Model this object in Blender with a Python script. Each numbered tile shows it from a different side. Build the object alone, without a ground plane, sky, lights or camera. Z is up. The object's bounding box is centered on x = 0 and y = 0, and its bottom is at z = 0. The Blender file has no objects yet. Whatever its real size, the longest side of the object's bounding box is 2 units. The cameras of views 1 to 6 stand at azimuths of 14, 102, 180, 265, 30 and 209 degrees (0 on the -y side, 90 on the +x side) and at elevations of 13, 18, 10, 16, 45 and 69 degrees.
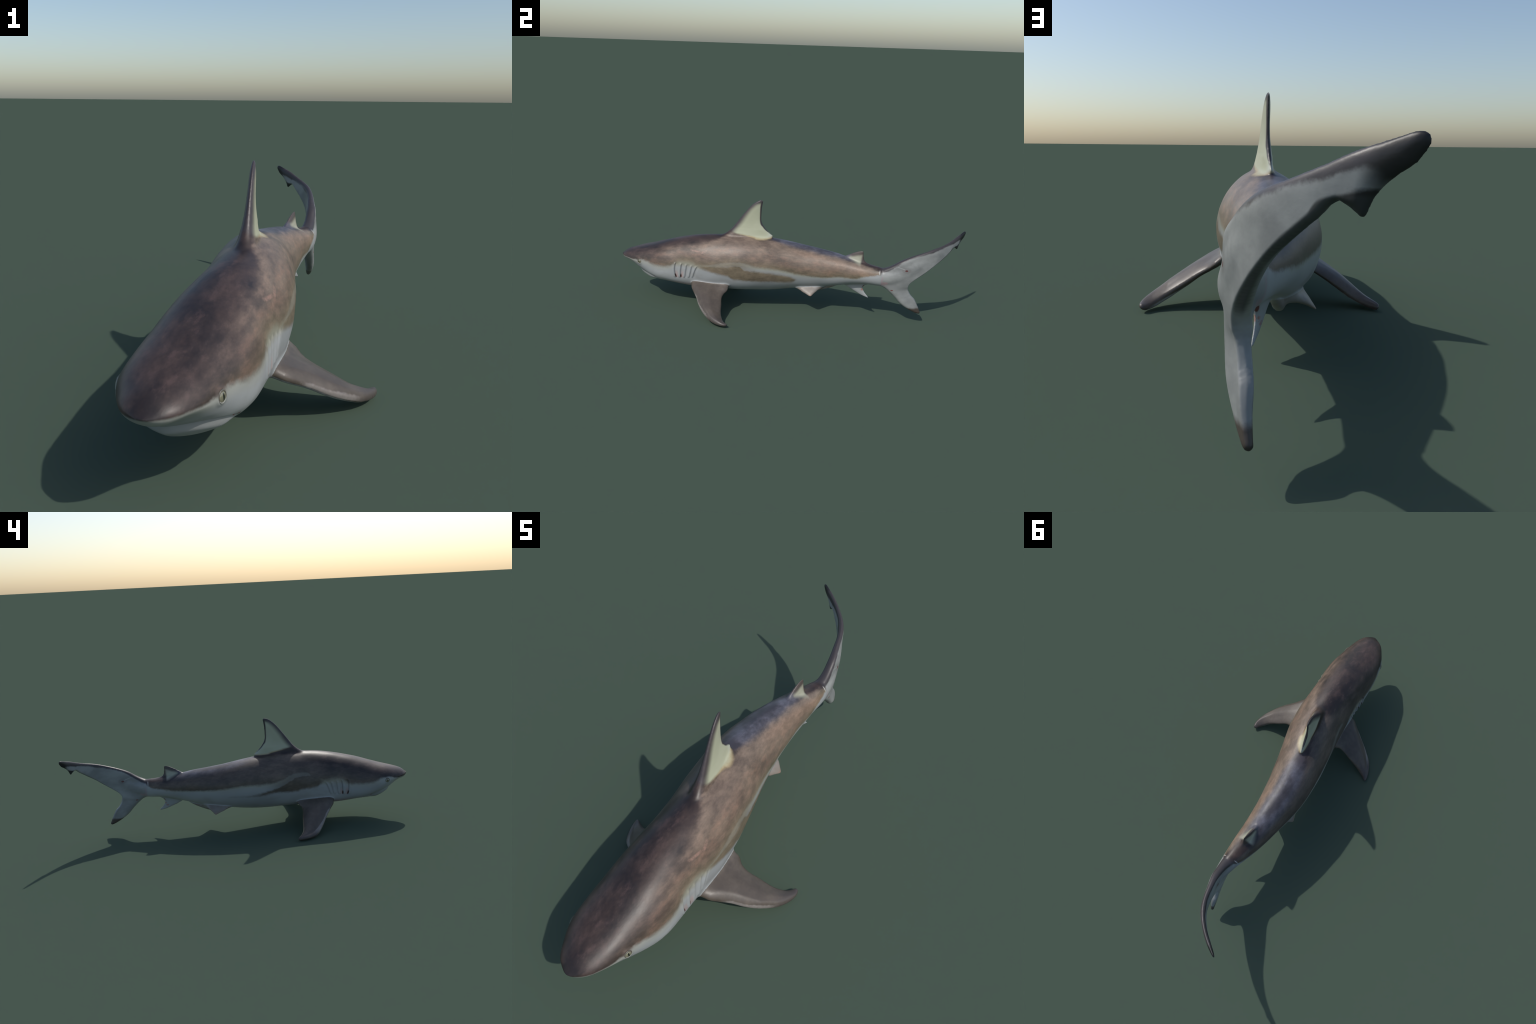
"""A requiem-type shark with a curled tail, built from a lofted trunk and foil-shaped fins,
fused into one skin, then separated into anatomical parts."""
import bpy, bmesh, math
import numpy as np
from mathutils import Vector, Matrix, kdtree
from mathutils.geometry import delaunay_2d_cdt

VOXEL = 0.0019
rng = np.random.default_rng(7)

# ------------------------------------------------------------------ helpers
def spline(U, V, x):
    """natural cubic spline through (U, V)"""
    U = np.asarray(U, float); V = np.asarray(V, float); x = np.asarray(x, float)
    n = len(U); h = np.diff(U); A = np.eye(n); b = np.zeros(n)
    for i in range(1, n - 1):
        A[i, i-1], A[i, i], A[i, i+1] = h[i-1], 2*(h[i-1] + h[i]), h[i]
        b[i] = 6*((V[i+1]-V[i])/h[i] - (V[i]-V[i-1])/h[i-1])
    M = np.linalg.solve(A, b)
    i = np.clip(np.searchsorted(U, x) - 1, 0, n-2)
    d = x - U[i]; e = U[i+1] - x; hh = h[i]
    return M[i]*e**3/(6*hh) + M[i+1]*d**3/(6*hh) + (V[i]/hh - M[i]*hh/6)*e + (V[i+1]/hh - M[i+1]*hh/6)*d

def sstep(a, b, x):
    t = np.clip((x - a)/(b - a), 0, 1)
    return t*t*(3 - 2*t)

def smooth_outline(pts, corners=(), step=0.004):
    """closed outline: centripetal Catmull-Rom through control points, sharp at the listed indices"""
    P = np.array(pts, float); n = len(P); out = []
    for i in range(n):
        p1, p2 = P[i], P[(i+1) % n]
        p0 = P[i-1] if i not in corners else 2*p1 - p2
        p3 = P[(i+2) % n] if (i+1) % n not in corners else 2*p2 - p1
        L = np.linalg.norm(p2 - p1)
        t1 = (p2 - p0)/(np.linalg.norm(p2-p1)+np.linalg.norm(p1-p0))*L
        t2 = (p3 - p1)/(np.linalg.norm(p3-p2)+np.linalg.norm(p2-p1))*L
        k = max(2, int(L/step))
        for t in np.arange(k)/k:
            out.append((2*t**3-3*t**2+1)*p1 + (t**3-2*t**2+t)*t1 + (-2*t**3+3*t**2)*p2 + (t**3-t**2)*t2)
    return np.array(out)

def poly_dist(P, O):
    """distance from points to a closed polygon, and inside test"""
    A = O; B = np.roll(O, -1, 0); d = np.full(len(P), 9.0); ins = np.zeros(len(P), bool)
    for a, b in zip(A, B):
        ab = b - a; t = np.clip(((P - a) @ ab)/(ab @ ab + 1e-12), 0, 1)
        d = np.minimum(d, np.linalg.norm(P - a - t[:, None]*ab, axis=1))
        c = (a[1] > P[:, 1]) != (b[1] > P[:, 1])
        with np.errstate(all="ignore"):
            xi = a[0] + (P[:, 1]-a[1])*(b[0]-a[0])/(b[1]-a[1])
        ins ^= c & (P[:, 0] < xi)
    return d, ins

def add_shell(V, F, verts, faces):
    k = sum(len(v) for v in V)
    V.append(np.asarray(verts)); F.extend([[i + k for i in f] for f in faces])

# ------------------------------------------------------------------ trunk: stations along the spine
# y, spine x, height of widest line, rise above it, drop below it, half width, roundness above / below
STATIONS = [
 (-1.000, -.010, .251, .000, .000, .000, 1.90, 2.20),
 (-0.992, -.009, .248, .008, .008, .023, 1.80, 2.00),
 (-0.968, -.010, .248, .027, .027, .055, 1.72, 1.75),
 (-0.928, -.011, .245, .046, .041, .081, 1.78, 1.45),
 (-0.871, -.015, .236, .072, .079, .105, 2.12, 1.50),
 (-0.799, -.012, .224, .107, .098, .124, 2.05, 2.05),
 (-0.697, -.004, .218, .145, .094, .136, 2.08, 2.90),
 (-0.557, -.002, .229, .170, .118, .132, 2.06, 3.20),
 (-0.410, .001, .246, .175, .139, .136, 1.80, 2.80),
 (-0.242, -.012, .260, .169, .155, .136, 1.86, 2.35),
 (-0.053, -.040, .265, .149, .153, .124, 1.98, 2.05),
 (0.130, -.052, .270, .116, .131, .106, 1.87, 2.00),
 (0.299, -.040, .271, .090, .096, .082, 2.00, 2.15),
 (0.480, -.012, .265, .060, .055, .058, 2.10, 2.10),
 (0.560, .003, .265, .052, .052, .042, 2.10, 2.10),
 (0.620, .009, .272, .050, .050, .032, 2.00, 2.00),
 (0.690, .004, .305, .052, .055, .023, 2.00, 2.00),
 (0.760, -.011, .350, .045, .050, .017, 2.00, 2.00),
 (0.840, -.044, .395, .034, .040, .011, 2.00, 2.00),
]
ST = np.array(STATIONS)
SU = np.sqrt(np.maximum(ST[:, 0] + 1.0, 0))          # square-root spacing rounds the snout
def trunk(y):
    u = np.sqrt(np.clip(np.asarray(y, float) + 1.0, 0, None))
    q = [spline(SU, ST[:, k], u) for k in range(1, 8)]
    for k in (2, 3, 4): q[k] = np.maximum(q[k], 1e-4)
    return q
# midline of the curled tail fin, used where the trunk has ended
TAIL_Y = [.45, .52, .56, .60, .64, .68, .73, .783, .83, .86, .893, .93, .97, .997, 1.03]
TAIL_X = [-.017, -.005, .004, .009, .009, .005, -.006, -.019, -.038, -.056, -.083, -.122, -.175, -.214, -.262]
def mid_x(y):
    y = np.asarray(y, float)
    a = trunk(np.minimum(y, .56))[0]
    b = spline(TAIL_Y, TAIL_X, np.clip(y, .45, 1.03))
    t = sstep(.48, .55, y)
    return a*(1-t) + b*t

def trunk_dist(P):
    """rough signed distance of points to the trunk surface"""
    xc, zm, a, b, w, nu, nl = trunk(np.clip(P[:, 1], -.9999, .839))
    dx = np.abs(P[:, 0]-xc); dz = P[:, 2]-zm
    n = np.where(dz > 0, nu, nl); h = np.where(dz > 0, a, b)
    rho = ((dx/w)**n + (np.abs(dz)/h)**n)**(1/n) + 1e-9
    return np.hypot(dx, dz)*(1 - 1/rho)

def build_trunk(V, F):
    us = np.concatenate([np.linspace(.004, .3, 60)[:-1], np.linspace(.3, math.sqrt(1.838), 260)])
    y = us**2 - 1; M = 112
    th = np.linspace(0, 2*np.pi, M, endpoint=False)
    xc, zm, a, b, w, nu, nl = [q[:, None] for q in trunk(y)]
    c, s = np.cos(th)[None], np.sin(th)[None]
    n = np.where(s >= 0, nu, nl)
    X = xc + w*np.sign(c)*np.abs(c)**(2/n)
    Z = zm + np.where(s >= 0, a, b)*np.sign(s)*np.abs(s)**(2/n)
    P = np.stack([X, np.broadcast_to(y[:, None], X.shape), Z], -1)
    K = len(y); verts = P.reshape(-1, 3); faces = []
    for i in range(K-1):
        for j in range(M):
            k = (j+1) % M
            faces.append([i*M+j, i*M+k, (i+1)*M+k, (i+1)*M+j])
    faces.append(list(range(M))[::-1]); faces.append([(K-1)*M+j for j in range(M)])
    add_shell(V, F, verts, faces)

# ------------------------------------------------------------------ fins: outline + thickness on a curved sheet
FIN_PTS = []           # (label, sample points) for naming regions later
def build_fin(V, F, label, outline, sheet, half, edge, grid=.0028):
    """outline in sheet coordinates (p, q); sheet maps to space and gives the thickness direction"""
    O = outline
    lo, hi = O.min(0), O.max(0)
    gx, gy = np.meshgrid(np.arange(lo[0], hi[0], grid), np.arange(lo[1], hi[1], grid*.9))
    gx[::2] += grid*.5
    G = np.stack([gx.ravel(), gy.ravel()], 1)
    d, ins = poly_dist(G, O); G = G[ins & (d > .0011)]
    n = len(O)
    pts = [Vector(p) for p in np.concatenate([O, G])]
    co, _, tri, *_ = delaunay_2d_cdt(pts, [(i, (i+1) % n) for i in range(n)], [list(range(n))], 1, 1e-7)
    Q = np.array([tuple(c) for c in co]); d, _ = poly_dist(Q, O)
    T = half(Q, d)
    if callable(edge): edge = edge(Q, d)
    h = T*np.sqrt(np.clip(1 - (1 - np.clip(d/edge, 0, 1))**2, 0, 1))
    S, N = sheet(Q)
    top, bot = S + N*h[:, None], S - N*h[:, None]
    m = len(Q)
    rim = d < 1e-6
    idx = np.where(rim, np.arange(m), np.arange(m)+m)
    faces = [list(t) for t in tri] + [[idx[i] for i in reversed(t)] for t in tri]
    # orientation: the first set must face along +N
    t0 = tri[len(tri)//2]; nn = np.cross(S[t0[1]]-S[t0[0]], S[t0[2]]-S[t0[0]])
    if nn @ N[t0[0]] < 0: faces = [f[::-1] for f in faces]
    add_shell(V, F, np.concatenate([top, bot]), faces)
    FIN_PTS.append((label, np.concatenate([top, bot])))

def mid_sheet(Q):
    y = Q[:, 0]; x = mid_x(y); s = (mid_x(y+.004) - mid_x(y-.004))/.008
    N = np.stack([np.ones_like(s), -s, np.zeros_like(s)], 1); N /= np.linalg.norm(N, axis=1)[:, None]
    return np.stack([x, y, Q[:, 1]], 1), N

def I(x, xs, vs): return np.interp(x, xs, vs)

DORSAL = [(-.405, .405), (-.362, .431), (-.336, .448), (-.312, .470), (-.296, .491), (-.264, .535), (-.237, .570), (-.211, .600), (-.184, .624),
          (-.163, .637), (-.150, .6395), (-.1395, .634), (-.1435, .610), (-.1465, .590), (-.148, .555), (-.146, .513), (-.130, .483), (-.106, .457),
          (-.0745, .4345), (-.085, .412), (-.11, .395), (-.25, .39)]
def dorsal_half(Q, d):
    t = I(Q[:, 1], [.40, .425, .44, .455, .475, .50, .55, .60, .64], [.034, .028, .0235, .0200, .0165, .0140, .0115, .0092, .0075])
    le = I(Q[:, 1], [.40, .431, .448, .491, .535, .57, .60, .624, .637], [-.405, -.362, -.336, -.296, -.264, -.237, -.211, -.184, -.160])
    te = I(Q[:, 1], [.40, .434, .457, .483, .513, .555, .63], [-.08, -.075, -.106, -.13, -.146, -.148, -.142])
    c = np.clip((Q[:, 0]-le)/np.maximum(te-le, .01), 0, 1)
    return t*(1.05 - (.45 + .25*sstep(.47, .43, Q[:, 1]))*sstep(.35, 1.0, c))

SECOND_DORSAL = [(.335, .345), (.350, .362), (.376, .374), (.403, .3865), (.425, .395), (.442, .3965), (.4475, .392), (.4475, .375), (.452, .353), (.462, .337),
                 (.488, .3255), (.485, .31), (.36, .31)]
def second_half(Q, d):
    t = I(Q[:, 1], [.31, .34, .36, .38, .40], [.026, .017, .0105, .007, .004])
    return t*(1 - .45*sstep(.40, .46, Q[:, 0]))

ANAL = [(.34, .20), (.358, .178), (.406, .156), (.452, .136), (.480, .1275), (.496, .1245), (.486, .137), (.470, .154), (.459, .176), (.466, .192), (.487, .207), (.48, .235), (.36, .235)]
def anal_half(Q, d):
    t = I(Q[:, 1], [.12, .15, .18, .20, .235], [.004, .0065, .010, .014, .022])
    return t*(1 - .4*sstep(.42, .47, Q[:, 0]))

CAUDAL = [(.54, .30), (.562, .318), (.586, .329), (.617, .346), (.652, .369), (.696, .3905), (.74, .409), (.775, .4215), (.81, .4335), (.845, .446), (.88, .458), (.918, .476),
          (.945, .492), (.966, .503), (.980, .5105), (.990, .5145), (.996, .510), (.9965, .500), (.988, .480), (.977, .468), (.969, .458), (.961, .443), (.957, .430), (.9535, .4170),
          (.944, .429), (.9345, .4375), (.926, .431), (.915, .416), (.880, .382), (.833, .340), (.786, .300), (.738, .262), (.7145, .238), (.7075, .217), (.713, .194), (.728, .168), (.749, .145),
          (.769, .107), (.781, .082), (.786, .068), (.781, .0605), (.766, .0625), (.746, .071), (.716, .088), (.674, .117), (.634, .157), (.600, .189), (.578, .2045), (.555, .2135), (.54, .225)]
def caudal_half(Q, d):
    y, z = Q[:, 0], Q[:, 1]
    t = I(y, [.54, .60, .66, .72, .80, .90, .97, 1.0], [.030, .024, .0205, .0165, .0125, .0105, .0090, .0075])
    low = I(z, [.06, .10, .16, .20, .24], [.0105, .0140, .020, .0215, .030])
    return np.minimum(t, low*(1.05 - .45*sstep(.25, 1, lobe_chord(Q))*sstep(.27, .20, z)))

def pec_sheet(side):
    if side > 0: xs, zs = [.06, .139, .214, .278, .327, .362, .40], [.176, .143, .101, .061, .032, .0135, -.008]
    else: xs, zs = [.06, .145, .183, .237, .286, .337, .364, .40], [.165, .138, .116, .083, .046, .0165, .0105, -.004]
    def f(Q):
        g = lambda s: spline(xs, zs, s)
        s = Q[:, 0]; k = (g(s+.004)-g(s-.004))/.008
        z = g(s)
        le = I(s, [.07, .15, .213, .282, .338, .36], [-.52, -.515, -.46, -.41, -.345, -.29]); te = I(s, [.07, .15, .23, .28, .34, .36], [-.30, -.305, -.31, -.30, -.255, -.245])
        c = np.clip((Q[:, 1]-le)/(te-le), 0, 1)
        z = z - sstep(.10, .17, s)*sstep(.37, .32, s)*(.006*sstep(.25, 0, c) + .017*sstep(.45, 1, c) - .002)
        N = np.stack([-k*side, np.zeros_like(k), np.ones_like(k)], 1); N /= np.linalg.norm(N, axis=1)[:, None]
        return np.stack([side*s, Q[:, 1], z], 1), N
    return f
PEC_L = [(.07, -.500), (.117, -.521), (.150, -.509), (.180, -.487), (.213, -.460), (.248, -.437), (.282, -.408), (.315, -.372), (.338, -.340), (.357, -.298), (.3625, -.268), (.360, -.247), (.352, -.238), (.343, -.240),
         (.330, -.258), (.314, -.274), (.281, -.293), (.229, -.307), (.188, -.317), (.160, -.313), (.145, -.302), (.128, -.296), (.07, -.30)]
PEC_R = [(.07, -.505), (.112, -.530), (.144, -.525), (.181, -.498), (.237, -.461), (.287, -.427), (.334, -.386), (.3555, -.341), (.365, -.302), (.366, -.287), (.361, -.2785), (.354, -.281),
         (.329, -.297), (.286, -.316), (.222, -.3255), (.172, -.335), (.150, -.331), (.136, -.318), (.12, -.308), (.07, -.30)]
def pec_half(Q, d):
    t = I(Q[:, 0], [.07, .12, .15, .20, .28, .34, .37], [.024, .0190, .0170, .0172, .0158, .0138, .0115])
    front = sstep(.13, .0, (Q[:, 1]+.53) - (Q[:, 0]-.12)*1.05)
    return t*(.76 + .26*front)

def pelvic_sheet(side):
    xc = -.052
    def f(Q):
        t = Q[:, 0]
        u = .030 + .067*t; z = .160 - .044*t + .006*np.sin(np.pi*np.clip(t, 0, 1)) - .06*(Q[:, 1]-.165)*(1-np.clip(t, 0, 1))*0
        P = np.stack([xc + side*u, Q[:, 1], z], 1)
        N = np.tile(np.array([[.044*side, 0, .067]])/.0802, (len(t), 1))
        return P, N
    return f
PELVIC = [(-.15, .02), (.1, .028), (.35, .055), (.62, .098), (.85, .138), (.98, .160), (1.0, .168), (.95, .174), (.75, .186), (.45, .206), (.20, .225), (-.15, .24)]
def pelvic_half(Q, d):
    return I(Q[:, 0], [-.2, .1, .4, .7, 1.0], [.022, .017, .0115, .0075, .004])

def build_clasper(V, F):
    pts = np.array([(.180, .128), (.200, .136), (.232, .146), (.268, .160), (.305, .178), (.335, .195)])
    t = np.linspace(0, 1, 40); ti = np.linspace(0, 1, len(pts))
    y, z = spline(ti, pts[:, 0], t), spline(ti, pts[:, 1], t)
    r = I(t, [0, .06, .18, .35, .6, .85, 1], [.004, .011, .0155, .016, .013, .009, .004])
    M = 24; th = np.linspace(0, 2*np.pi, M, endpoint=False)
    P = np.stack([mid_x(y)[:, None] - .010 + 1.05*r[:, None]*np.cos(th), np.broadcast_to(y[:, None], (40, M)), z[:, None] + .95*r[:, None]*np.sin(th)], -1)
    faces = [[i*M+j, i*M+(j+1) % M, (i+1)*M+(j+1) % M, (i+1)*M+j] for i in range(39) for j in range(M)]
    faces += [list(range(M))[::-1], [39*M+j for j in range(M)]]
    add_shell(V, F, P.reshape(-1, 3), faces)
    FIN_PTS.append(("clasper", np.stack([mid_x(y)-.010, y, z], 1)))

def lobe_chord(Q):
    le = I(Q[:, 1], [.0625, .071, .088, .117, .157, .189, .21], [.766, .746, .716, .674, .634, .600, .57])
    te = I(Q[:, 1], [.068, .082, .107, .145, .168, .194, .217], [.786, .781, .769, .749, .728, .713, .7075])
    return np.clip((Q[:, 0]-le)/(te-le), 0, 1)
def caudal_sheet(Q):
    """the lower lobe leans its trailing edge to the right"""
    S_, N_ = mid_sheet(Q)
    S_[:, 0] -= .007*sstep(.275, .20, Q[:, 1])*sstep(.10, .18, Q[:, 1])*lobe_chord(Q)
    return S_, N_
def caudal_edge(Q, d):
    """rounded leading edges, blunt trailing edges"""
    te = np.array(CAUDAL[25:40]); dd = np.full(len(Q), 9.0)
    for a, b in zip(te[:-1], te[1:]):
        ab = b - a; t = np.clip(((Q - a) @ ab)/(ab @ ab), 0, 1)
        dd = np.minimum(dd, np.linalg.norm(Q - a - t[:, None]*ab, axis=1))
    return .006 + .014*sstep(0, .012, dd - d)

V, F = [], []
build_trunk(V, F)
so = smooth_outline
build_fin(V, F, "dorsal_fin", so(DORSAL, (18,)), mid_sheet, dorsal_half, .030)
build_fin(V, F, "second_dorsal_fin", so(SECOND_DORSAL, (10,), .003), mid_sheet, second_half, .018)
build_fin(V, F, "anal_fin", so(ANAL, (5,), .003), mid_sheet, anal_half, .018)
build_fin(V, F, "caudal_fin", so(CAUDAL, (23, 25, 16)), caudal_sheet, caudal_half, caudal_edge)
build_fin(V, F, "pectoral_fin", so(PEC_L), pec_sheet(1), pec_half, lambda Q, d: I(Q[:, 0], [.2, .32], [.034, .016]))
build_fin(V, F, "pectoral_fin", so(PEC_R), pec_sheet(-1), pec_half, lambda Q, d: I(Q[:, 0], [.2, .32], [.034, .016]))
for side in (1, -1):
    # the pelvic outline's span axis is a fraction of the fin's length; sample it in metres
    O = so([(a*.08, b) for a, b in PELVIC], (6,), .003)
    sh = pelvic_sheet(side)
    build_fin(V, F, "pelvic_fin", O, (lambda Q, sh=sh: sh(np.stack([Q[:, 0]/.08, Q[:, 1]], 1))), (lambda Q, d: pelvic_half(np.stack([Q[:, 0]/.08, Q[:, 1]], 1), d)), .016)
build_clasper(V, F)

me = bpy.data.meshes.new("skin_shells")
me.from_pydata(np.concatenate(V).tolist(), [], [[int(i) for i in f] for f in F]); me.update()
bm = bmesh.new(); bm.from_mesh(me); bmesh.ops.delete(bm, geom=[v for v in bm.verts if not v.link_faces], context="VERTS"); bm.to_mesh(me); bm.free()
ob = bpy.data.objects.new("skin_shells", me); bpy.context.scene.collection.objects.link(ob)
md = ob.modifiers.new("fuse", "REMESH"); md.mode = "VOXEL"; md.voxel_size = VOXEL; md.use_smooth_shade = True
dg = bpy.context.evaluated_depsgraph_get()
fused = bpy.data.meshes.new_from_object(ob.evaluated_get(dg))
bpy.data.objects.remove(ob)

n = len(fused.vertices); P = np.empty(n*3, np.float32); fused.vertices.foreach_get("co", P); P = P.reshape(-1, 3).astype(float)
E = np.empty(len(fused.edges)*2, np.int32); fused.edges.foreach_get("vertices", E); E = E.reshape(-1, 2)
deg = np.bincount(E.ravel(), minlength=n).astype(float)
def neighbours_mean(A):
    out = np.empty_like(A)
    for k in range(A.shape[1]):
        out[:, k] = (np.bincount(E[:, 0], A[E[:, 1], k], n) + np.bincount(E[:, 1], A[E[:, 0], k], n))/deg
    return out
for _ in range(8):                                   # take the voxel steps out without shrinking the fins
    P += .55*(neighbours_mean(P) - P)
    P -= .57*(neighbours_mean(P) - P)

# fillets where the fins grow out of the body
td = trunk_dist(P)
kd_src = []
for lab, S in FIN_PTS:
    if lab in ("caudal_fin", "clasper"): continue
    dd = trunk_dist(S); kd_src.append(S[np.abs(dd) < .004])
kd_src = np.concatenate(kd_src); kd = kdtree.KDTree(len(kd_src))
for i, p in enumerate(kd_src): kd.insert(p, i)
kd.balance()
near = np.where((np.abs(td) < .03))[0]
wgt = np.zeros(n)
for i in near:
    dist = kd.find(P[i])[2]
    wgt[i] = 1 - min(max((dist-.014)/.026, 0), 1)
pk = sstep(.53, .575, P[:, 1])*(1-sstep(.62, .70, P[:, 1]))      # and where the tail fin begins
tl = np.where((P[:, 1] > .57) & (P[:, 1] < .93))[0]
dt, _ = poly_dist(P[tl][:, 1:], so(CAUDAL, (23, 25, 16), .012))
wgt[tl] = np.maximum(wgt[tl], sstep(.010, .022, dt))
wgt = np.maximum(wgt, pk)*.6
for _ in range(70):
    P += wgt[:, None]*(neighbours_mean(P) - P)

# ------------------------------------------------------------------ relief: gills, mouth, eye sockets, tail notch
GILLS = [(-.6168, -.001, .0080), (-.5800, .0038, .0030), (-.5490, .0075, .0005), (-.5195, .011, .001), (-.4960, .0175, .005)]   # y at mid height, slope, bow
GILL_Z, GILL_H = .221, .047
fused.vertices.foreach_set("co", P.astype(np.float32).ravel()); fused.update()
N = np.empty(n*3, np.float32); fused.vertices.foreach_get("normal", N); N = N.reshape(-1, 3).astype(float)
xc = mid_x(P[:, 1]); u = P[:, 0] - xc
disp = np.zeros(n)
t = (P[:, 2] - GILL_Z)/GILL_H
side = (np.abs(u) > .085) & (P[:, 1] < -.44) & (P[:, 1] > -.67) & (trunk_dist(P) < .004)
for k, (m, s, b) in enumerate(GILLS):
    dy = P[:, 1] - (m + s*t + b*t*t)
    hw = (1.0, .97, .93, .86, .82)[k]
    win = sstep(hw+.05, hw-.25, np.abs(t))*side
    depth = (.0052, .0042, .0028, .0024, .0024)[k]
    disp -= depth*np.exp(-(dy/.0023)**2)*win
    disp += .0040*np.exp(-((dy+.008)/.006)**2)*win - .0016*np.exp(-((dy-.007)/.005)**2)*win
# mouth: a broad U on the underside of the head
ux = np.abs(u); uy = P[:, 1]
MY0, MA, MB = -.757, .103, .135                      # corner line, half width, depth of the arc
rr = np.sqrt((ux/MA)**2 + (np.minimum(uy - MY0, 0)/MB)**2)
md_ = (rr - 1)*.10
zc = trunk(np.clip(P[:, 1], -.999, .8))[1]
under = sstep(.0, -.02, P[:, 2] - zc + .012)*(uy < -.735)*sstep(-.735, -.765, uy)
groove = np.exp(-(md_/.0036)**2)
move = np.zeros((n, 3))
move[:, 2] += .0120*groove*under
inside = sstep(.002, -.010, md_)*under
move[:, 2] -= .0055*inside*sstep(-.75, -.80, uy)
move[:, 2] += .0030*sstep(.022, .006, md_)*sstep(-.002, .004, md_)*under
P += N*disp[:, None] + move

# eye sockets
EYES = []
for s in (1, -1):
    tgt = np.array([-.0135 + s*.1125, -.851, .2405])
    i = np.argmin(((P-tgt)**2).sum(1)); c = P[i].copy()
    nb = ((P-c)**2).sum(1) < .012**2
    nrm = N[nb].mean(0); nrm /= np.linalg.norm(nrm)
    r = np.linalg.norm((P-c) - ((P-c) @ nrm)[:, None]*nrm, axis=1)
    m = ((P-c)**2).sum(1) < .035**2
    P += (m*(.0022*np.exp(-((r-.0155)/.005)**2) - .004*sstep(.013, .009, r)))[:, None]*nrm
    EYES.append((c, nrm))
# precaudal pit: a small step at the root of the tail fin
for s in (1, -1):
    g = np.exp(-((P[:, 1]-.549)/.006)**2 - ((P[:, 2]-.299)/.014)**2)*(u*s > .005)
    P[:, 0] += s*.0022*g
    g = np.exp(-((P[:, 1]-.563)/.006)**2 - ((P[:, 2]-.302)/.018)**2)*(u*s > .005)
    P[:, 0] -= s*.0012*g
# soft irregularity of a living body
def wob(P, f, ph): return np.sin(P[:, 1]*f+ph)*np.sin(P[:, 2]*f*1.3+ph*2)*np.sin(P[:, 0]*f*.9+ph*3)
P += N*(.0010*wob(P, 23, .7) + .0006*wob(P, 41, 2.1))[:, None]
for _ in range(2): P += .3*(neighbours_mean(P) - P)
print("min z", P[:, 2].min(), np.argmin(P[:, 2]), P[np.argmin(P[:, 2])])
P[:, 2] -= P[:, 2].min()
c0 = (P[:, :2].max(0) + P[:, :2].min(0))/2
fused.vertices.foreach_set("co", P.astype(np.float32).ravel()); fused.update()
fused.vertices.foreach_get("normal", (Nf := np.empty(n*3, np.float32))); Nf = Nf.reshape(-1, 3)

# ------------------------------------------------------------------ node toolkit
class S:
    tree = None
    def __init__(s, sock): s.k = sock
    def _op(op):
        def f(a, b): return M(op, a, b)
        return f
    __add__ = _op("ADD"); __sub__ = _op("SUBTRACT"); __mul__ = _op("MULTIPLY"); __truediv__ = _op("DIVIDE")
    def __radd__(s, o): return M("ADD", o, s)
    def __rmul__(s, o): return M("MULTIPLY", o, s)
    def __rsub__(s, o): return M("SUBTRACT", o, s)
def put(sock, v):
    if isinstance(v, S): S.tree.links.new(v.k, sock)
    elif isinstance(v, tuple) and len(v) == 3 and len(sock.default_value) == 4: sock.default_value = (*v, 1)
    else: sock.default_value = v
def node(kind, **kw):
    x = S.tree.nodes.new(kind)
    for k, v in kw.items(): setattr(x, k, v)
    return x
def M(op, a, b=0.0, c=0.0):
    x = node("ShaderNodeMath", operation=op); put(x.inputs[0], a); put(x.inputs[1], b); put(x.inputs[2], c); return S(x.outputs[0])
def absv(a): return M("ABSOLUTE", a)
def mx(a, b): return M("MAXIMUM", a, b)
def mn(a, b): return M("MINIMUM", a, b)
def step(a, b, x):
    q = node("ShaderNodeMapRange", interpolation_type="SMOOTHSTEP")
    flip = (not isinstance(a, S)) and (not isinstance(b, S)) and a > b
    if flip: a, b = b, a
    put(q.inputs[0], x); put(q.inputs[1], a); put(q.inputs[2], b); put(q.inputs[3], 1.0 if flip else 0.0); put(q.inputs[4], 0.0 if flip else 1.0)
    return S(q.outputs[0])
def mix(f, a, b):
    q = node("ShaderNodeMix", data_type="RGBA"); put(q.inputs[0], f); put(q.inputs[6], a); put(q.inputs[7], b); return S(q.outputs[2])
def mulc(f, a, b):
    q = node("ShaderNodeMix", data_type="RGBA", blend_type="MULTIPLY"); put(q.inputs[0], f); put(q.inputs[6], a); put(q.inputs[7], b); return S(q.outputs[2])
def noise(scale, stretch=(1, 1, 1), detail=3.0, rough=.55, off=0.0):
    m = node("ShaderNodeMapping"); put(m.inputs[0], S(node("ShaderNodeTexCoord").outputs["Object"])); m.inputs[3].default_value = stretch; m.inputs[1].default_value = (off, off*.7, off*1.3)
    q = node("ShaderNodeTexNoise"); put(q.inputs["Vector"], S(m.outputs[0])); q.inputs["Scale"].default_value = scale
    q.inputs["Detail"].default_value = detail; q.inputs["Roughness"].default_value = rough
    return S(q.outputs[0])
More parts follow.
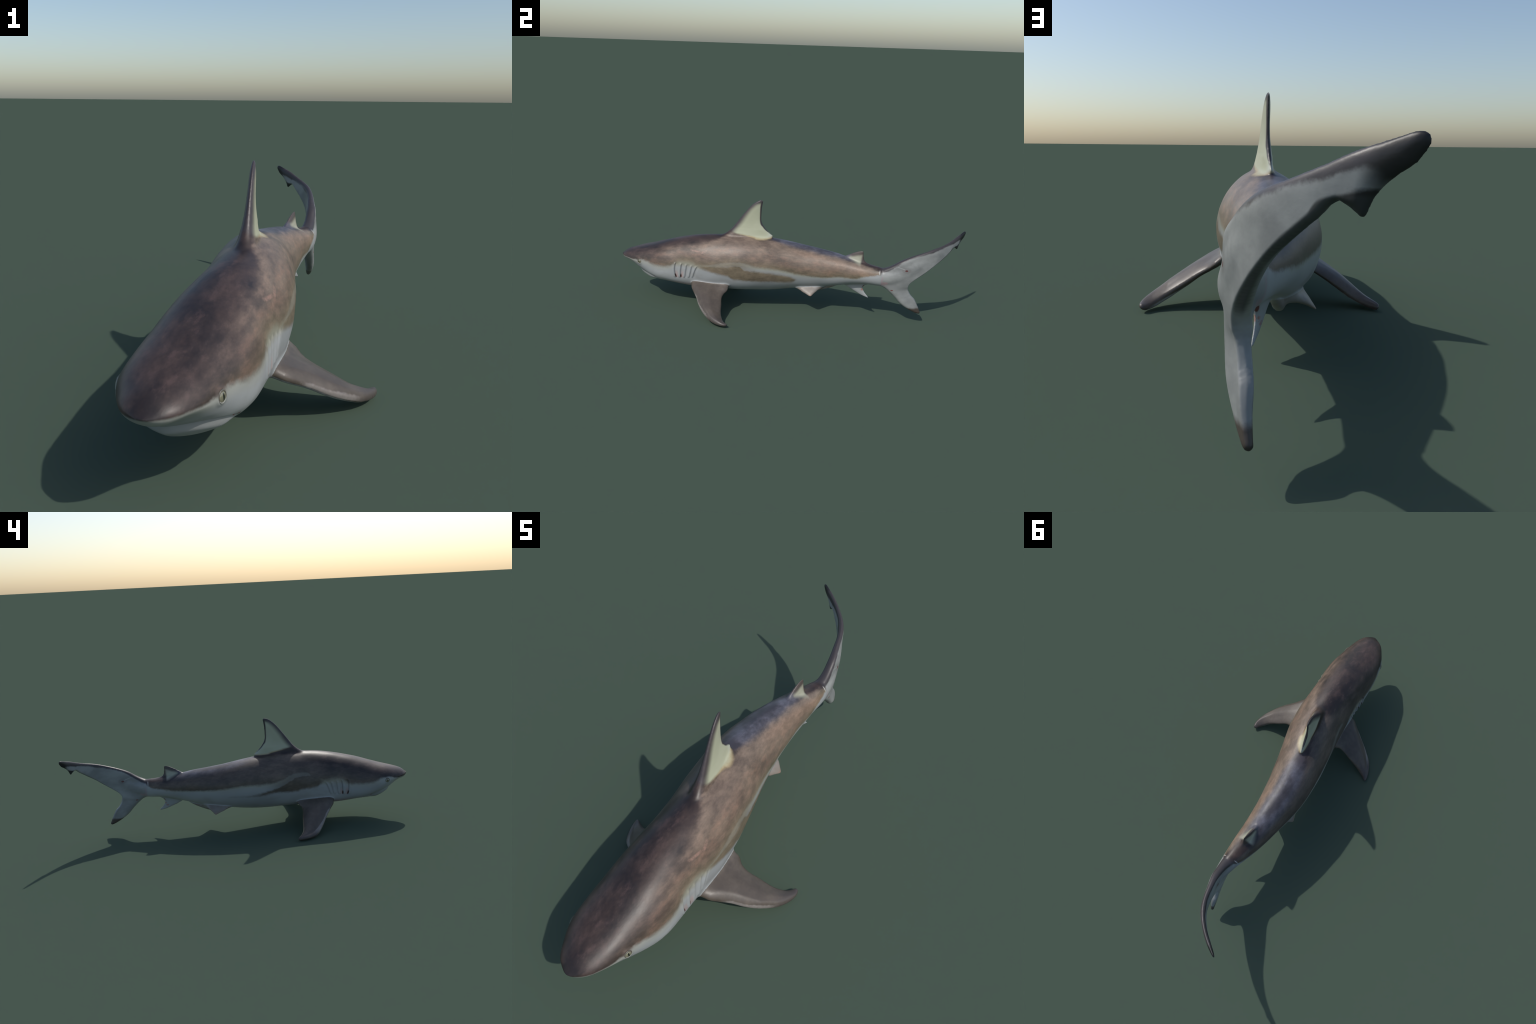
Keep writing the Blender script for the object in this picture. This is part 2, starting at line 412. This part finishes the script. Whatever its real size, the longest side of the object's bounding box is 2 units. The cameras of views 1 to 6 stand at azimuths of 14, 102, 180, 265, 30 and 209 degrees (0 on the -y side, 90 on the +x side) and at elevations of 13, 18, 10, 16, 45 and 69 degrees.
def curve(x, pts, lo=-1.0, hi=1.0):
    """piecewise smooth function through (x, value) points"""
    xs = np.array([p[0] for p in pts], float); vs = np.array([p[1] for p in pts], float)
    v0, v1 = vs.min(), vs.max() + 1e-6
    q = node("ShaderNodeFloatCurve"); cu = q.mapping.curves[0]
    X = (xs-lo)/(hi-lo); Y = (vs-v0)/(v1-v0)
    cu.points[0].location = (X[0], Y[0]); cu.points[1].location = (X[-1], Y[-1])
    for a, b in zip(X[1:-1], Y[1:-1]): cu.points.new(a, b)
    q.mapping.extend = "HORIZONTAL"; q.mapping.update()
    put(q.inputs[1], (x - lo)*(1/(hi-lo)))
    return S(q.outputs[0])*float(v1-v0) + float(v0)
def blob(y, z, cy, cz, ry, rz):
    a = (y-cy)*(1/ry); b = (z-cz)*(1/rz)
    return step(1.0, .45, a*a + b*b)
def srgb(r, g, b): return tuple(((c/255+.055)/1.055)**2.4 if c > 10 else c/255/12.92 for c in (r, g, b))
def start(name, rough=.45, spec=.5):
    m = bpy.data.materials.new(name); m.use_nodes = True; S.tree = m.node_tree
    bsdf = m.node_tree.nodes["Principled BSDF"]; bsdf.inputs["Roughness"].default_value = rough; bsdf.inputs["Specular IOR Level"].default_value = spec
    return m, bsdf
def position():
    x = node("ShaderNodeSeparateXYZ"); put(x.inputs[0], S(node("ShaderNodeTexCoord").outputs["Object"]))
    return S(x.outputs[0]), S(x.outputs[1]), S(x.outputs[2])

MIDLINE = [(float(y), float(mid_x(np.array([y]))[0])) for y in (-1, -.9, -.8, -.65, -.5, -.35, -.2, -.05, .1, .25, .4, .5, .58, .65, .72, .78, .84, .89, .93, .96, .999)]
TOPLINE = [(float(y), float(sum(q[0] for q in trunk(np.array([y]))[1:3]))) for y in np.linspace(-.999, .62, 16)]

WHITE = srgb(155, 158, 159); CREAM = srgb(178, 180, 156); DARK = srgb(62, 56, 60); MUSTARD = srgb(116, 110, 90)

def body_skin():
    m, bsdf = start("shark_skin", .44, .42)
    x, y, z = position()
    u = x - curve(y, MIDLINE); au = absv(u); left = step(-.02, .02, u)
    fine = noise(38, (1, .45, 1), 4, .65); med = noise(13, (1, .55, 1), 4, .6, 3.1); big = noise(5, (1, .6, 1), 2, .5, 7.7); ragged = noise(55, (1, .8, 1), 3, .7, 1.7)
    calm = step(-.99, -.80, y)*.8 + .2
    zw = z + ((ragged - .5)*.016 + (med - .5)*.012)*calm
    # lower edge of the dark back, left and right flank
    edgeL = curve(y, [(-1, .246), (-.95, .247), (-.9, .244), (-.86, .246), (-.82, .248), (-.78, .243), (-.72, .236), (-.66, .240), (-.605, .268), (-.54, .279), (-.49, .265), (-.455, .262), (-.41, .265), (-.36, .275), (-.30, .288), (-.25, .293), (-.198, .288), (-.146, .276),
                      (-.09, .273), (-.03, .266), (.05, .252), (.12, .239), (.21, .235), (.32, .246), (.406, .249), (.455, .265), (.51, .276), (.56, .290)])
    edgeR = curve(y, [(-1, .248), (-.93, .242), (-.88, .254), (-.846, .257), (-.79, .245), (-.734, .235), (-.65, .236), (-.6, .255), (-.537, .275), (-.49, .268), (-.44, .275), (-.40, .29), (-.342, .318), (-.283, .310), (-.225, .290), (-.17, .279), (-.1, .277),
                      (0, .280), (.1, .270), (.2, .262), (.3, .261), (.4, .263), (.48, .270), (.56, .305)])
    edge = edgeR + (edgeL-edgeR)*left
    soft = curve(y, [(-1, .5), (-.88, .9), (-.75, 2.0), (-.6, 2.3), (-.45, 2.2), (-.2, 2.0), (0, 1.6), (.3, 1.2), (.6, 1.0)])
    back = step(-.006, .007, (zw - edge)/soft)
    # the lower brown stripe under the pale wedge
    upL = curve(y, [(-.5, .262), (-.40, .27), (-.30, .275), (-.252, .284), (-.207, .259), (-.142, .253), (-.04, .241), (.043, .229), (.08, .214), (.12, .205)])
    dnL = curve(y, [(-.5, .272), (-.46, .250), (-.415, .238), (-.36, .226), (-.304, .217), (-.26, .196), (-.198, .191), (-.146, .188), (-.04, .189), (.06, .195), (.085, .212), (.12, .215)])
    upR = curve(y, [(-.5, .28), (-.35, .31), (-.283, .293), (-.225, .265), (-.175, .244), (-.12, .232), (-.08, .220), (.0, .214)])
    dnR = curve(y, [(-.5, .275), (-.45, .250), (-.42, .237), (-.34, .230), (-.283, .221), (-.22, .224), (-.15, .221), (-.085, .214), (.0, .218)])
    up = upR + (upL-upR)*left; dn = dnR + (dnL-dnR)*left
    stripe = step(-.012, .010, zw - dn)*step(.011, -.011, zw - up)*step(-.50, -.44, y)*step(.10, .07, y)
    flank = mx(mx(back, stripe), step(-.10, -.27, y)*step(-.50, -.40, y)*step(.0, .012, z - dn)*.75)
    # colours of the back: flank brown -> rusty shoulder -> dark ridge
    top = curve(y, TOPLINE); drop = top - z                                   # distance below the back line
    brown = mix(step(.35, .7, med), srgb(96, 84, 75), srgb(126, 111, 98))
    brown = mix(step(-.25, .35, y)*.45, brown, srgb(122, 112, 101))
    brown = mix(step(.05, .0, z-edge)*.55, brown, MUSTARD)                     # olive above the belly line
    brown = mix(step(.45, .75, big)*.35, brown, srgb(122, 106, 96))
    headness = step(-.55, -.78, y)
    brown = mix(headness*.65, brown, srgb(76, 65, 60))
    rust = step(.030, .075, drop + (med-.5)*.05)*step(.16, .075, drop + (big-.5)*.06)
    brown = mix(rust*step(.40, .7, fine)*.28, brown, srgb(132, 98, 82))
    tailrust = step(.0, .15, y)*step(.56, .50, y)*step(.012, .035, drop + (med-.5)*.03)*step(.075, .03, drop + (med-.5)*.03)
    brown = mix(tailrust*.55, brown, srgb(136, 113, 96))
    ridge_w = curve(y, [(-1, .10), (-.85, .115), (-.7, .105), (-.55, .10), (-.44, .082), (-.38, .06), (-.3, .03), (-.1, .03), (0, .05), (.2, .052), (.35, .040), (.45, .034), (.6, .04)])
    ridge = step(1.22, .55, (au - (1.0-left)*.012 + (med-.5)*.04 + (fine-.5)*.02)/ridge_w)
    violet = step(-.12, .02, y)*step(.45, .34, y)
    dark = mix(step(.35, .68, med), srgb(41, 36, 37), srgb(70, 58, 54))
    dark = mix(step(.52, .72, fine)*.5, dark, srgb(78, 63, 61))
    dark = mix(violet, dark, mix(step(.35, .7, med), srgb(64, 63, 69), srgb(99, 100, 111)))
    brown = mix((1.0-left)*.75, brown, mix(step(.4, .7, med), srgb(68, 63, 61), srgb(86, 79, 74)))  # right flank painted darker, baking in the shade on the side away from sun
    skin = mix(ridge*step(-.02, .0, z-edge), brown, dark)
    skin = mulc(.75, skin, mix(step(.25, .75, fine), (.70, .68, .67), (1.24, 1.20, 1.17)))
    fibre = noise(75, (1, .6, 1.6), 3, .7, 9.1)
    skin = mulc(.5, skin, mix(step(.3, .7, fibre), (.80, .79, .78), (1.18, 1.16, 1.14)))
    # belly
    belly = mix(step(.35, .7, big), WHITE, srgb(141, 144, 145))
    belly = mix(step(.48, .72, med)*.28, belly, srgb(122, 119, 110))
    belly = mix(step(-.75, -.58, y)*step(-.42, -.5, y)*step(.16, .13, z)*.45, belly, srgb(176, 140, 142))       # pink throat by the gills
    belly = mix(step(.035, .0, edge - z)*step(.3, .0, y)*.45, belly, srgb(148, 147, 130))
    gillzone = step(-.635, -.605, y)*step(-.40, -.47, y)*step(.235, .268, z)
    belly = mix(gillzone*.8, belly, srgb(134, 131, 114))
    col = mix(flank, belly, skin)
    yel = step(.010, .0, absv(zw - edge + .002))*step(-.62, .1, y)*step(.5, .44, y)
    col = mix(yel*.15, col, srgb(150, 148, 110))
    # pink scratch on the shoulder
    sc = step(.010, .003, absv((z-.352) + (y+.45)*.45*-1 + .012))*step(-.485, -.465, y)*step(-.425, -.440, y)*left
    sc2 = step(.007, .002, absv(z - .340 + (y+.50)*.10))*step(-.54, -.52, y)*step(-.465, -.48, y)*left
    col = mix(mx(sc, sc2)*.5*step(.3, .65, ragged), col, srgb(168, 132, 118))
    # gill slits
    for k, (gm, gs, gb) in enumerate(GILLS):
        t = (z-GILL_Z)*(1/GILL_H)
        d = absv(y - (gm + gs*t + gb*(t*t)))
        w = step((1.04, 1.0, .97, .90, .86)[k], (.8, .75, .6, .5, .45)[k], absv(t))*step(.07, .09, au)
        col = mix(step(.0042, .0008, d)*w*(.36 if k < 2 else .2)*(.5 + ragged), col, srgb(104, 94, 94))
        if k < 2:
            low = step(-.30, -.62, t)*step(-1.1, -.95, t)
            col = mix(step(.0062, .002, d)*low*w, col, srgb(48, 26, 22))
            red = step(.011, .003, absv(y - .009 - (gm + gs*t + gb*(t*t))))*step(.1, -.3, t)*w
            col = mix(red*.25, col, srgb(180, 120, 108))
    # first dorsal fin: cream blade with a dark margin
    le = curve(z, [(.40, -.352), (.43, -.332), (.447, -.306), (.459, -.299), (.502, -.266), (.552, -.234), (.587, -.207), (.613, -.180), (.625, -.158), (.64, -.13)], .3, .7)
    te = curve(z, [(.40, -.0765), (.437, -.0765), (.457, -.110), (.483, -.135), (.513, -.1515), (.555, -.1535), (.60, -.1525), (.63, -.148)], .3, .7)
    zb = curve(y, [(-.34, .462), (-.309, .449), (-.28, .443), (-.234, .436), (-.179, .426), (-.13, .419), (-.10, .421), (-.07, .428)])
    zb = zb + (1.0-left)*.012
    inz = step(-.45, -.40, y)*step(-.05, -.06, y)
    blade = step(-.012, .030, y - le + (med-.5)*.012)*step(.001, -.006, y - te)*step(-.006, .008, z - zb + (fine-.5)*.012)*step(.636, .610, z)*inz
    margin = step(-.004, .012, z - zb)*inz*step(.44, .465, z + (y+.36)*.2)
    col = mix(margin*.9, col, srgb(66, 60, 62))
    gold = step(-.008, .0, z-zb)*step(.014, .003, z-zb)*step(-.30, -.2, y)*step(-.076, -.079, y)*inz
    col = mix(gold*.55, col, srgb(206, 184, 136))
    cream = mix(step(.35, .65, med)*.5, CREAM, srgb(168, 170, 146))
    cream = mix(step(-.12, -.09, y)*.5, cream, srgb(188, 192, 182))
    col = mix(blade, col, cream)
    col = mix(step(-.082, -.074, y)*step(-.03, -.055, y)*step(.40, .412, z)*step(.032, .02, au)*.8, col, srgb(66, 62, 68))
    zte = curve(y, [(-.16, .53), (-.148, .513), (-.13, .483), (-.106, .457), (-.0745, .4345)], -.2, 0)
    col = mix(step(.012, .006, au)*step(-.008, -.002, z - zte)*step(-.152, -.146, y)*step(-.070, -.076, y)*.8, col, srgb(66, 64, 66))
    # second dorsal fin
    b2 = step(-.008, .012, z + (y-.361)*.46 - .354)*step(.007, -.009, z - (y-.361)*.26 - .356 + (fine-.5)*.012)*step(.362, .374, y)*step(.446, .432, y - (z-.36)*.1)
    in2 = step(.34, .36, y)*step(.50, .47, y)*step(.345, .365, z + (y-.40)*.35)
    col = mix(in2*.9, col, srgb(78, 70, 66))
    col = mix(b2*.92, col, mix(step(.35, .65, med), srgb(166, 167, 148), srgb(146, 145, 130)))
    # tail fin
    tail = step(.545, .572, y + (z-.26)*.12)
    tw = mix(step(.35, .65, med), srgb(128, 130, 129), srgb(148, 150, 148))
    tw = mix(step(.62, .85, noise(22, (1, .25, 1), 3, .6, 5.2))*.35, tw, srgb(118, 120, 120))
    tcol = tw
    crest = curve(y, [(.5, .275), (.54, .292), (.58, .304), (.63, .335), (.68, .370), (.726, .391), (.776, .408), (.826, .423), (.876, .443), (.902, .4525), (.928, .459), (.95, .469), (.97, .474), (.985, .466), (1, .45)], .4, 1.0)
    tcol = mix(step(-.004, .006, z - crest + (ragged-.5)*.012), tcol, srgb(62, 58, 60))
    lobe = mx(step(.930, .940, y + (ragged-.5)*.01)*step(.003, -.006, z - (.4415 + (y-.94)*.55 + (ragged-.5)*.006)), step(.957, .976, y + (med-.5)*.012))
    tcol = mix(lobe, tcol, srgb(34, 33, 33))
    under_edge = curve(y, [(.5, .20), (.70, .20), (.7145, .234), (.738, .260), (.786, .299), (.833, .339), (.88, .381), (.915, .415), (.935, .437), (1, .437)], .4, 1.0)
    tcol = mix(step(.007, .001, z - under_edge)*step(.712, .735, y)*step(.205, .225, z)*.85, tcol, srgb(48, 50, 50))  # shadow on the blunt trailing face, drawn as a dark band
    tcol = mix(step(.105, .088, z + (ragged-.5)*.012 + (y-.74)*-.05), tcol, srgb(74, 66, 60))
    tcol = mix(step(.075, .062, z + (y-.75)*-.1)*.7, tcol, srgb(40, 36, 34))
    low_le = curve(y, [(.5, .22), (.578, .204), (.60, .189), (.634, .157), (.674, .117), (.716, .088), (.746, .071), (.766, .0625), (.8, .06)], .4, 1.0)
    tcol = mix(step(.008, .001, z - low_le)*step(.60, .66, y)*.6, tcol, srgb(70, 62, 58))
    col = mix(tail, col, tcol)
    col = mix(step(.006, .001, absv(y - .562 - (z-.25)*.08))*step(.21, .22, z)*step(.285, .265, z)*.5, col, srgb(160, 132, 140))
    col = mix(blob(y, z, .578, .238, .022, .014)*step(.4, .6, fine)*.5, col, srgb(170, 132, 136))
    col = mix(blob(y, z, .5465, .2985, .0030, .015)*step(.02, .03, au)*.6, col, srgb(190, 190, 186))
    col = mix(blob(y, z, .691, .320, .0095, .0058), col, srgb(92, 44, 44))
    col = mix(blob(y, z, .690, .322, .030, .018)*.22, col, srgb(90, 80, 76))
    col = mix(step(.0035, .001, absv(z - .338 + (y-.645)*.32))*step(.635, .65, y)*step(.688, .675, y)*.35, col, srgb(190, 190, 188))
    col = mix(blob(y, z, .620, .200, .009, .0035), col, srgb(110, 60, 58))
    # anal fin: blood at the rear root, dark front edge
    col = mix(blob(y, z, .464, .191, .010, .010)*.9, col, srgb(92, 34, 28))
    col = mix(blob(y, z, .455, .172, .010, .008)*.7*step(.4, .55, ragged), col, srgb(150, 88, 68))
    col = mix(blob(y, z, .443, .160, .012, .006)*.6*step(.45, .6, fine), col, srgb(150, 90, 84))
    anal_le = curve(y, [(.3, .19), (.358, .178), (.406, .156), (.452, .136), (.480, .1275), (.5, .1235)], .3, .6)
    col = mix(step(.005, .0, z - anal_le)*step(.36, .40, y)*step(.51, .50, y)*.75, col, srgb(84, 66, 58))
    # dark red mouth corners
    col = mix(step(.0085, .004, M("POWER", (y+.755)*(y+.755) + (z-.158)*(z-.158)*2.0, .5))*step(.06, .08, au), col, srgb(120, 58, 54))
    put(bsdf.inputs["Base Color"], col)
    put(bsdf.inputs["Roughness"], .43 + (fine-.5)*.16)
    bp = node("ShaderNodeBump"); bp.inputs["Strength"].default_value = .10; bp.inputs["Distance"].default_value = .004
    put(bp.inputs["Height"], noise(120, (1, .5, 1), 3, .6)*.6 + med*.6); S.tree.links.new(bp.outputs[0], bsdf.inputs["Normal"])
    return m

def pectoral_skin():
    m, bsdf = start("pectoral_fin_skin", .42, .5)
    x, y, z = position(); ax = absv(x)
    right = step(.02, -.02, x)
    midz = curve(ax, [(.06, .176), (.139, .143), (.214, .101), (.278, .060), (.327, .029), (.362, .010), (.40, -.012)], 0, .5)*(1.0-right) + right*curve(ax, [(.06, .165), (.145, .138), (.183, .117), (.237, .082), (.286, .044), (.337, .013), (.364, .007), (.40, -.008)], 0, .5)
    med = noise(14, (1, 1, 1), 4, .6); fine = noise(60, (1, 1, 1), 3, .65); ragged = noise(45, (1, 1, 1), 3, .7, 2.0)
    upper = mix(step(.35, .68, med), srgb(78, 70, 63), srgb(92, 83, 74))
    upper = mix(step(.29, .36, ax)*.5, upper, srgb(64, 60, 62))
    lower = mix(step(.3, .7, med), WHITE, srgb(150, 148, 150)); lower = mix(step(.28, .35, ax)*.7, lower, srgb(80, 74, 74))
    le = curve(ax, [(.06, -.525), (.11, -.530), (.150, -.515), (.213, -.460), (.248, -.437), (.282, -.408), (.315, -.372), (.338, -.340), (.357, -.298), (.37, -.27)], 0, .5)
    d = y - le + right*.013
    f = step(-.0065, -.001, z - midz + .003 + step(.05, .15, d)*.019 + (ragged-.5)*.006)
    col = mix(f, lower, upper)
    edge = step(.005, .0, d + (ragged-.5)*.008)*step(.34, .30, ax)
    col = mix(edge*.5, col, srgb(160, 154, 150))
    root = step(.142, .118, ax + (y+.33)*-.05)
    col = mix(root*.35, col, srgb(116, 110, 103))
    col = mulc(.4, col, mix(step(.3, .7, fine), (.8, .8, .8), (1.15, 1.15, 1.15)))
    put(bsdf.inputs["Base Color"], col)
    bp = node("ShaderNodeBump"); bp.inputs["Strength"].default_value = .10; bp.inputs["Distance"].default_value = .004
    put(bp.inputs["Height"], fine); S.tree.links.new(bp.outputs[0], bsdf.inputs["Normal"])
    return m

def pelvic_skin():
    m, bsdf = start("pelvic_fin_skin", .45, .5)
    x, y, z = position(); med = noise(20, (1, 1, 1), 3, .6)
    au = absv(x + .052)
    col = mix(step(.35, .65, med), srgb(132, 129, 125), srgb(122, 114, 106))
    col = mix(step(.055, .09, au)*.5, col, srgb(124, 109, 95))
    col = mix(step(.088, .098, au)*.6, col, srgb(140, 108, 92))
    put(bsdf.inputs["Base Color"], col)
    return m

def eye_ball():
    m, bsdf = start("eye_iris", .12, .6)
    x, y, z = position()
    r = M("POWER", x*x + y*y, .5)
    col = mix(step(.006, .0115, r), srgb(112, 110, 91), srgb(132, 130, 110))
    col = mix(step(.0095, .0105, r)*step(.0125, .0115, r)*.5, col, srgb(110, 104, 82))
    w = .0026 - (y*y)*26.0
    col = mix(step(.0004, -.0004, absv(x) - w), col, srgb(14, 15, 14))
    put(bsdf.inputs["Base Color"], col); bsdf.inputs["Coat Weight"].default_value = .5
    return m
def lid():
    m, bsdf = start("eyelid_skin", .4, .5)
    x, y, z = position()
    put(bsdf.inputs["Base Color"], mix(step(-.009, -.003, y), srgb(142, 142, 136), srgb(92, 88, 80)))
    return m
MATS = {"skin": body_skin(), "pec": pectoral_skin(), "pel": pelvic_skin(), "eye": eye_ball(), "lid": lid()}

# ------------------------------------------------------------------ separate the skin into anatomical parts
nf = len(fused.polygons); L = np.empty(len(fused.loops), np.int32); fused.loops.foreach_get("vertex_index", L)
tot = np.empty(nf, np.int32); fused.polygons.foreach_get("loop_total", tot); beg = np.empty(nf, np.int32); fused.polygons.foreach_get("loop_start", beg)
C = np.add.reduceat(P[L], beg, axis=0)/tot[:, None]
cd = trunk_dist(C); cx = mid_x(C[:, 1]); cu = C[:, 0]-cx
tr = trunk(np.clip(C[:, 1], -.999, .839))
label = np.where(C[:, 1] < -.640, "head", np.where(C[:, 1] < .30, "torso", "tail_stock")).astype("<U24")
rr = np.sqrt((np.abs(cu)/MA)**2 + (np.minimum(C[:, 1]-MY0, 0)/MB)**2)
label[(rr < 1) & (C[:, 1] < -.735) & (C[:, 2] < tr[1]-.02)] = "lower_jaw"
y_, z_ = C[:, 1], C[:, 2]
top = tr[1] + tr[2]
label[(y_ > -.40) & (y_ < -.03) & (z_ > top + .004) ] = "dorsal_fin"
label[(y_ > .33) & (y_ < .50) & (z_ > top + .003)] = "second_dorsal_fin"
label[(y_ > .34) & (y_ < .50) & (z_ < tr[1]-tr[3]-.003)] = "anal_fin"
pecs = (np.abs(cu) > .1) & (cd > .0045) & (y_ > -.56) & (y_ < -.22) & (z_ < .22)
label[pecs & (cu > 0)] = "pectoral_fin"; label[pecs & (cu < 0)] = "pectoral_fin.001"
below = (cd > .005) & (y_ > .0) & (y_ < .345) & (z_ < .2)
label[below & (np.abs(cu + .010) < .020) & (y_ > .178)] = "clasper"
pel = below & (label != "clasper")
label[pel & (cu > 0)] = "pelvic_fin"; label[pel & (cu <= 0)] = "pelvic_fin.001"
label[y_ + (z_-.26)*.12 > .560] = "caudal_fin"

root = bpy.data.objects.new("shark", None); bpy.context.scene.collection.objects.link(root)
root["label"] = "grey-brown shark with pale belly, raised dorsal fin and curled tail"; root["category"] = "shark"
def part(name, sel, mat, kind):
    f = np.where(sel)[0]
    if not len(f): return None
    loops = np.concatenate([L[b:b+k] for b, k in zip(beg[f], tot[f])]) if not (tot[f] == 4).all() else L[(beg[f][:, None] + np.arange(4)).ravel()]
    vi, inv = np.unique(loops, return_inverse=True)
    me = bpy.data.meshes.new(name)
    me.vertices.add(len(vi)); me.vertices.foreach_set("co", P[vi].astype(np.float32).ravel())
    me.loops.add(len(loops)); me.loops.foreach_set("vertex_index", inv.astype(np.int32))
    me.polygons.add(len(f)); st = np.concatenate([[0], np.cumsum(tot[f])[:-1]]).astype(np.int32)
    me.polygons.foreach_set("loop_start", st)
    me.update(calc_edges=True); me.validate()
    me.polygons.foreach_set("use_smooth", np.ones(len(f), bool))
    me.normals_split_custom_set_from_vertices([tuple(v) for v in Nf[vi].tolist()])
    me.materials.append(MATS[mat])
    o = bpy.data.objects.new(kind, me); bpy.context.scene.collection.objects.link(o); o.parent = root
    return o
parts = {}
for nm in ("head", "lower_jaw", "torso", "tail_stock", "dorsal_fin", "second_dorsal_fin", "anal_fin", "caudal_fin", "pectoral_fin", "pectoral_fin.001", "pelvic_fin", "pelvic_fin.001", "clasper"):
    kind = nm.split(".")[0]
    parts[nm] = part(nm, label == nm, "pec" if kind == "pectoral_fin" else "pel" if kind in ("pelvic_fin", "clasper") else "skin", nm)

# ------------------------------------------------------------------ eyes
def lens(r, h, nu=28, nv=14):
    bm = bmesh.new(); bmesh.ops.create_uvsphere(bm, u_segments=nu, v_segments=nv*2, radius=r)
    for v in bm.verts: v.co.z *= h/r
    me = bpy.data.meshes.new("eye"); bm.to_mesh(me); bm.free()
    for p in me.polygons: p.use_smooth = True
    return me
def ring(R, r, k=40, j=12):
    vs, fs = [], []
    for a in range(k):
        A = 2*math.pi*a/k; rad = r*(1.0 + .25*math.sin(A))
        for b in range(j):
            B = 2*math.pi*b/j; q = R + rad*math.cos(B)
            vs.append((q*math.cos(A)*.94, q*math.sin(A), rad*.9*math.sin(B)))
    for a in range(k):
        for b in range(j):
            fs.append((a*j+b, ((a+1) % k)*j+b, ((a+1) % k)*j+(b+1) % j, a*j+(b+1) % j))
    me = bpy.data.meshes.new("eyelid"); me.from_pydata(vs, [], fs)
    for p in me.polygons: p.use_smooth = True
    return me
em, lm = lens(.0122, .0062), ring(.0128, .0021)
em.materials.append(MATS["eye"]); lm.materials.append(MATS["lid"])
zshift = 0.0
for c, nrm in EYES:
    zax = Vector(nrm).normalized(); up = Vector((0, 0, 1)); yax = (up - zax*up.dot(zax)).normalized(); xax = yax.cross(zax)
    for kind, me, off in (("eye", em, -.0008), ("eyelid", lm, .0008)):
        o = bpy.data.objects.new(kind, me); bpy.context.scene.collection.objects.link(o)
        o.matrix_world = Matrix.Translation(Vector(c) + zax*off) @ Matrix((xax, yax, zax)).transposed().to_4x4()
        o.parent = parts["head"]
bpy.data.meshes.remove(fused)
print("verts", n, "centre offset", c0, {k: int((label == k).sum()) for k in parts})
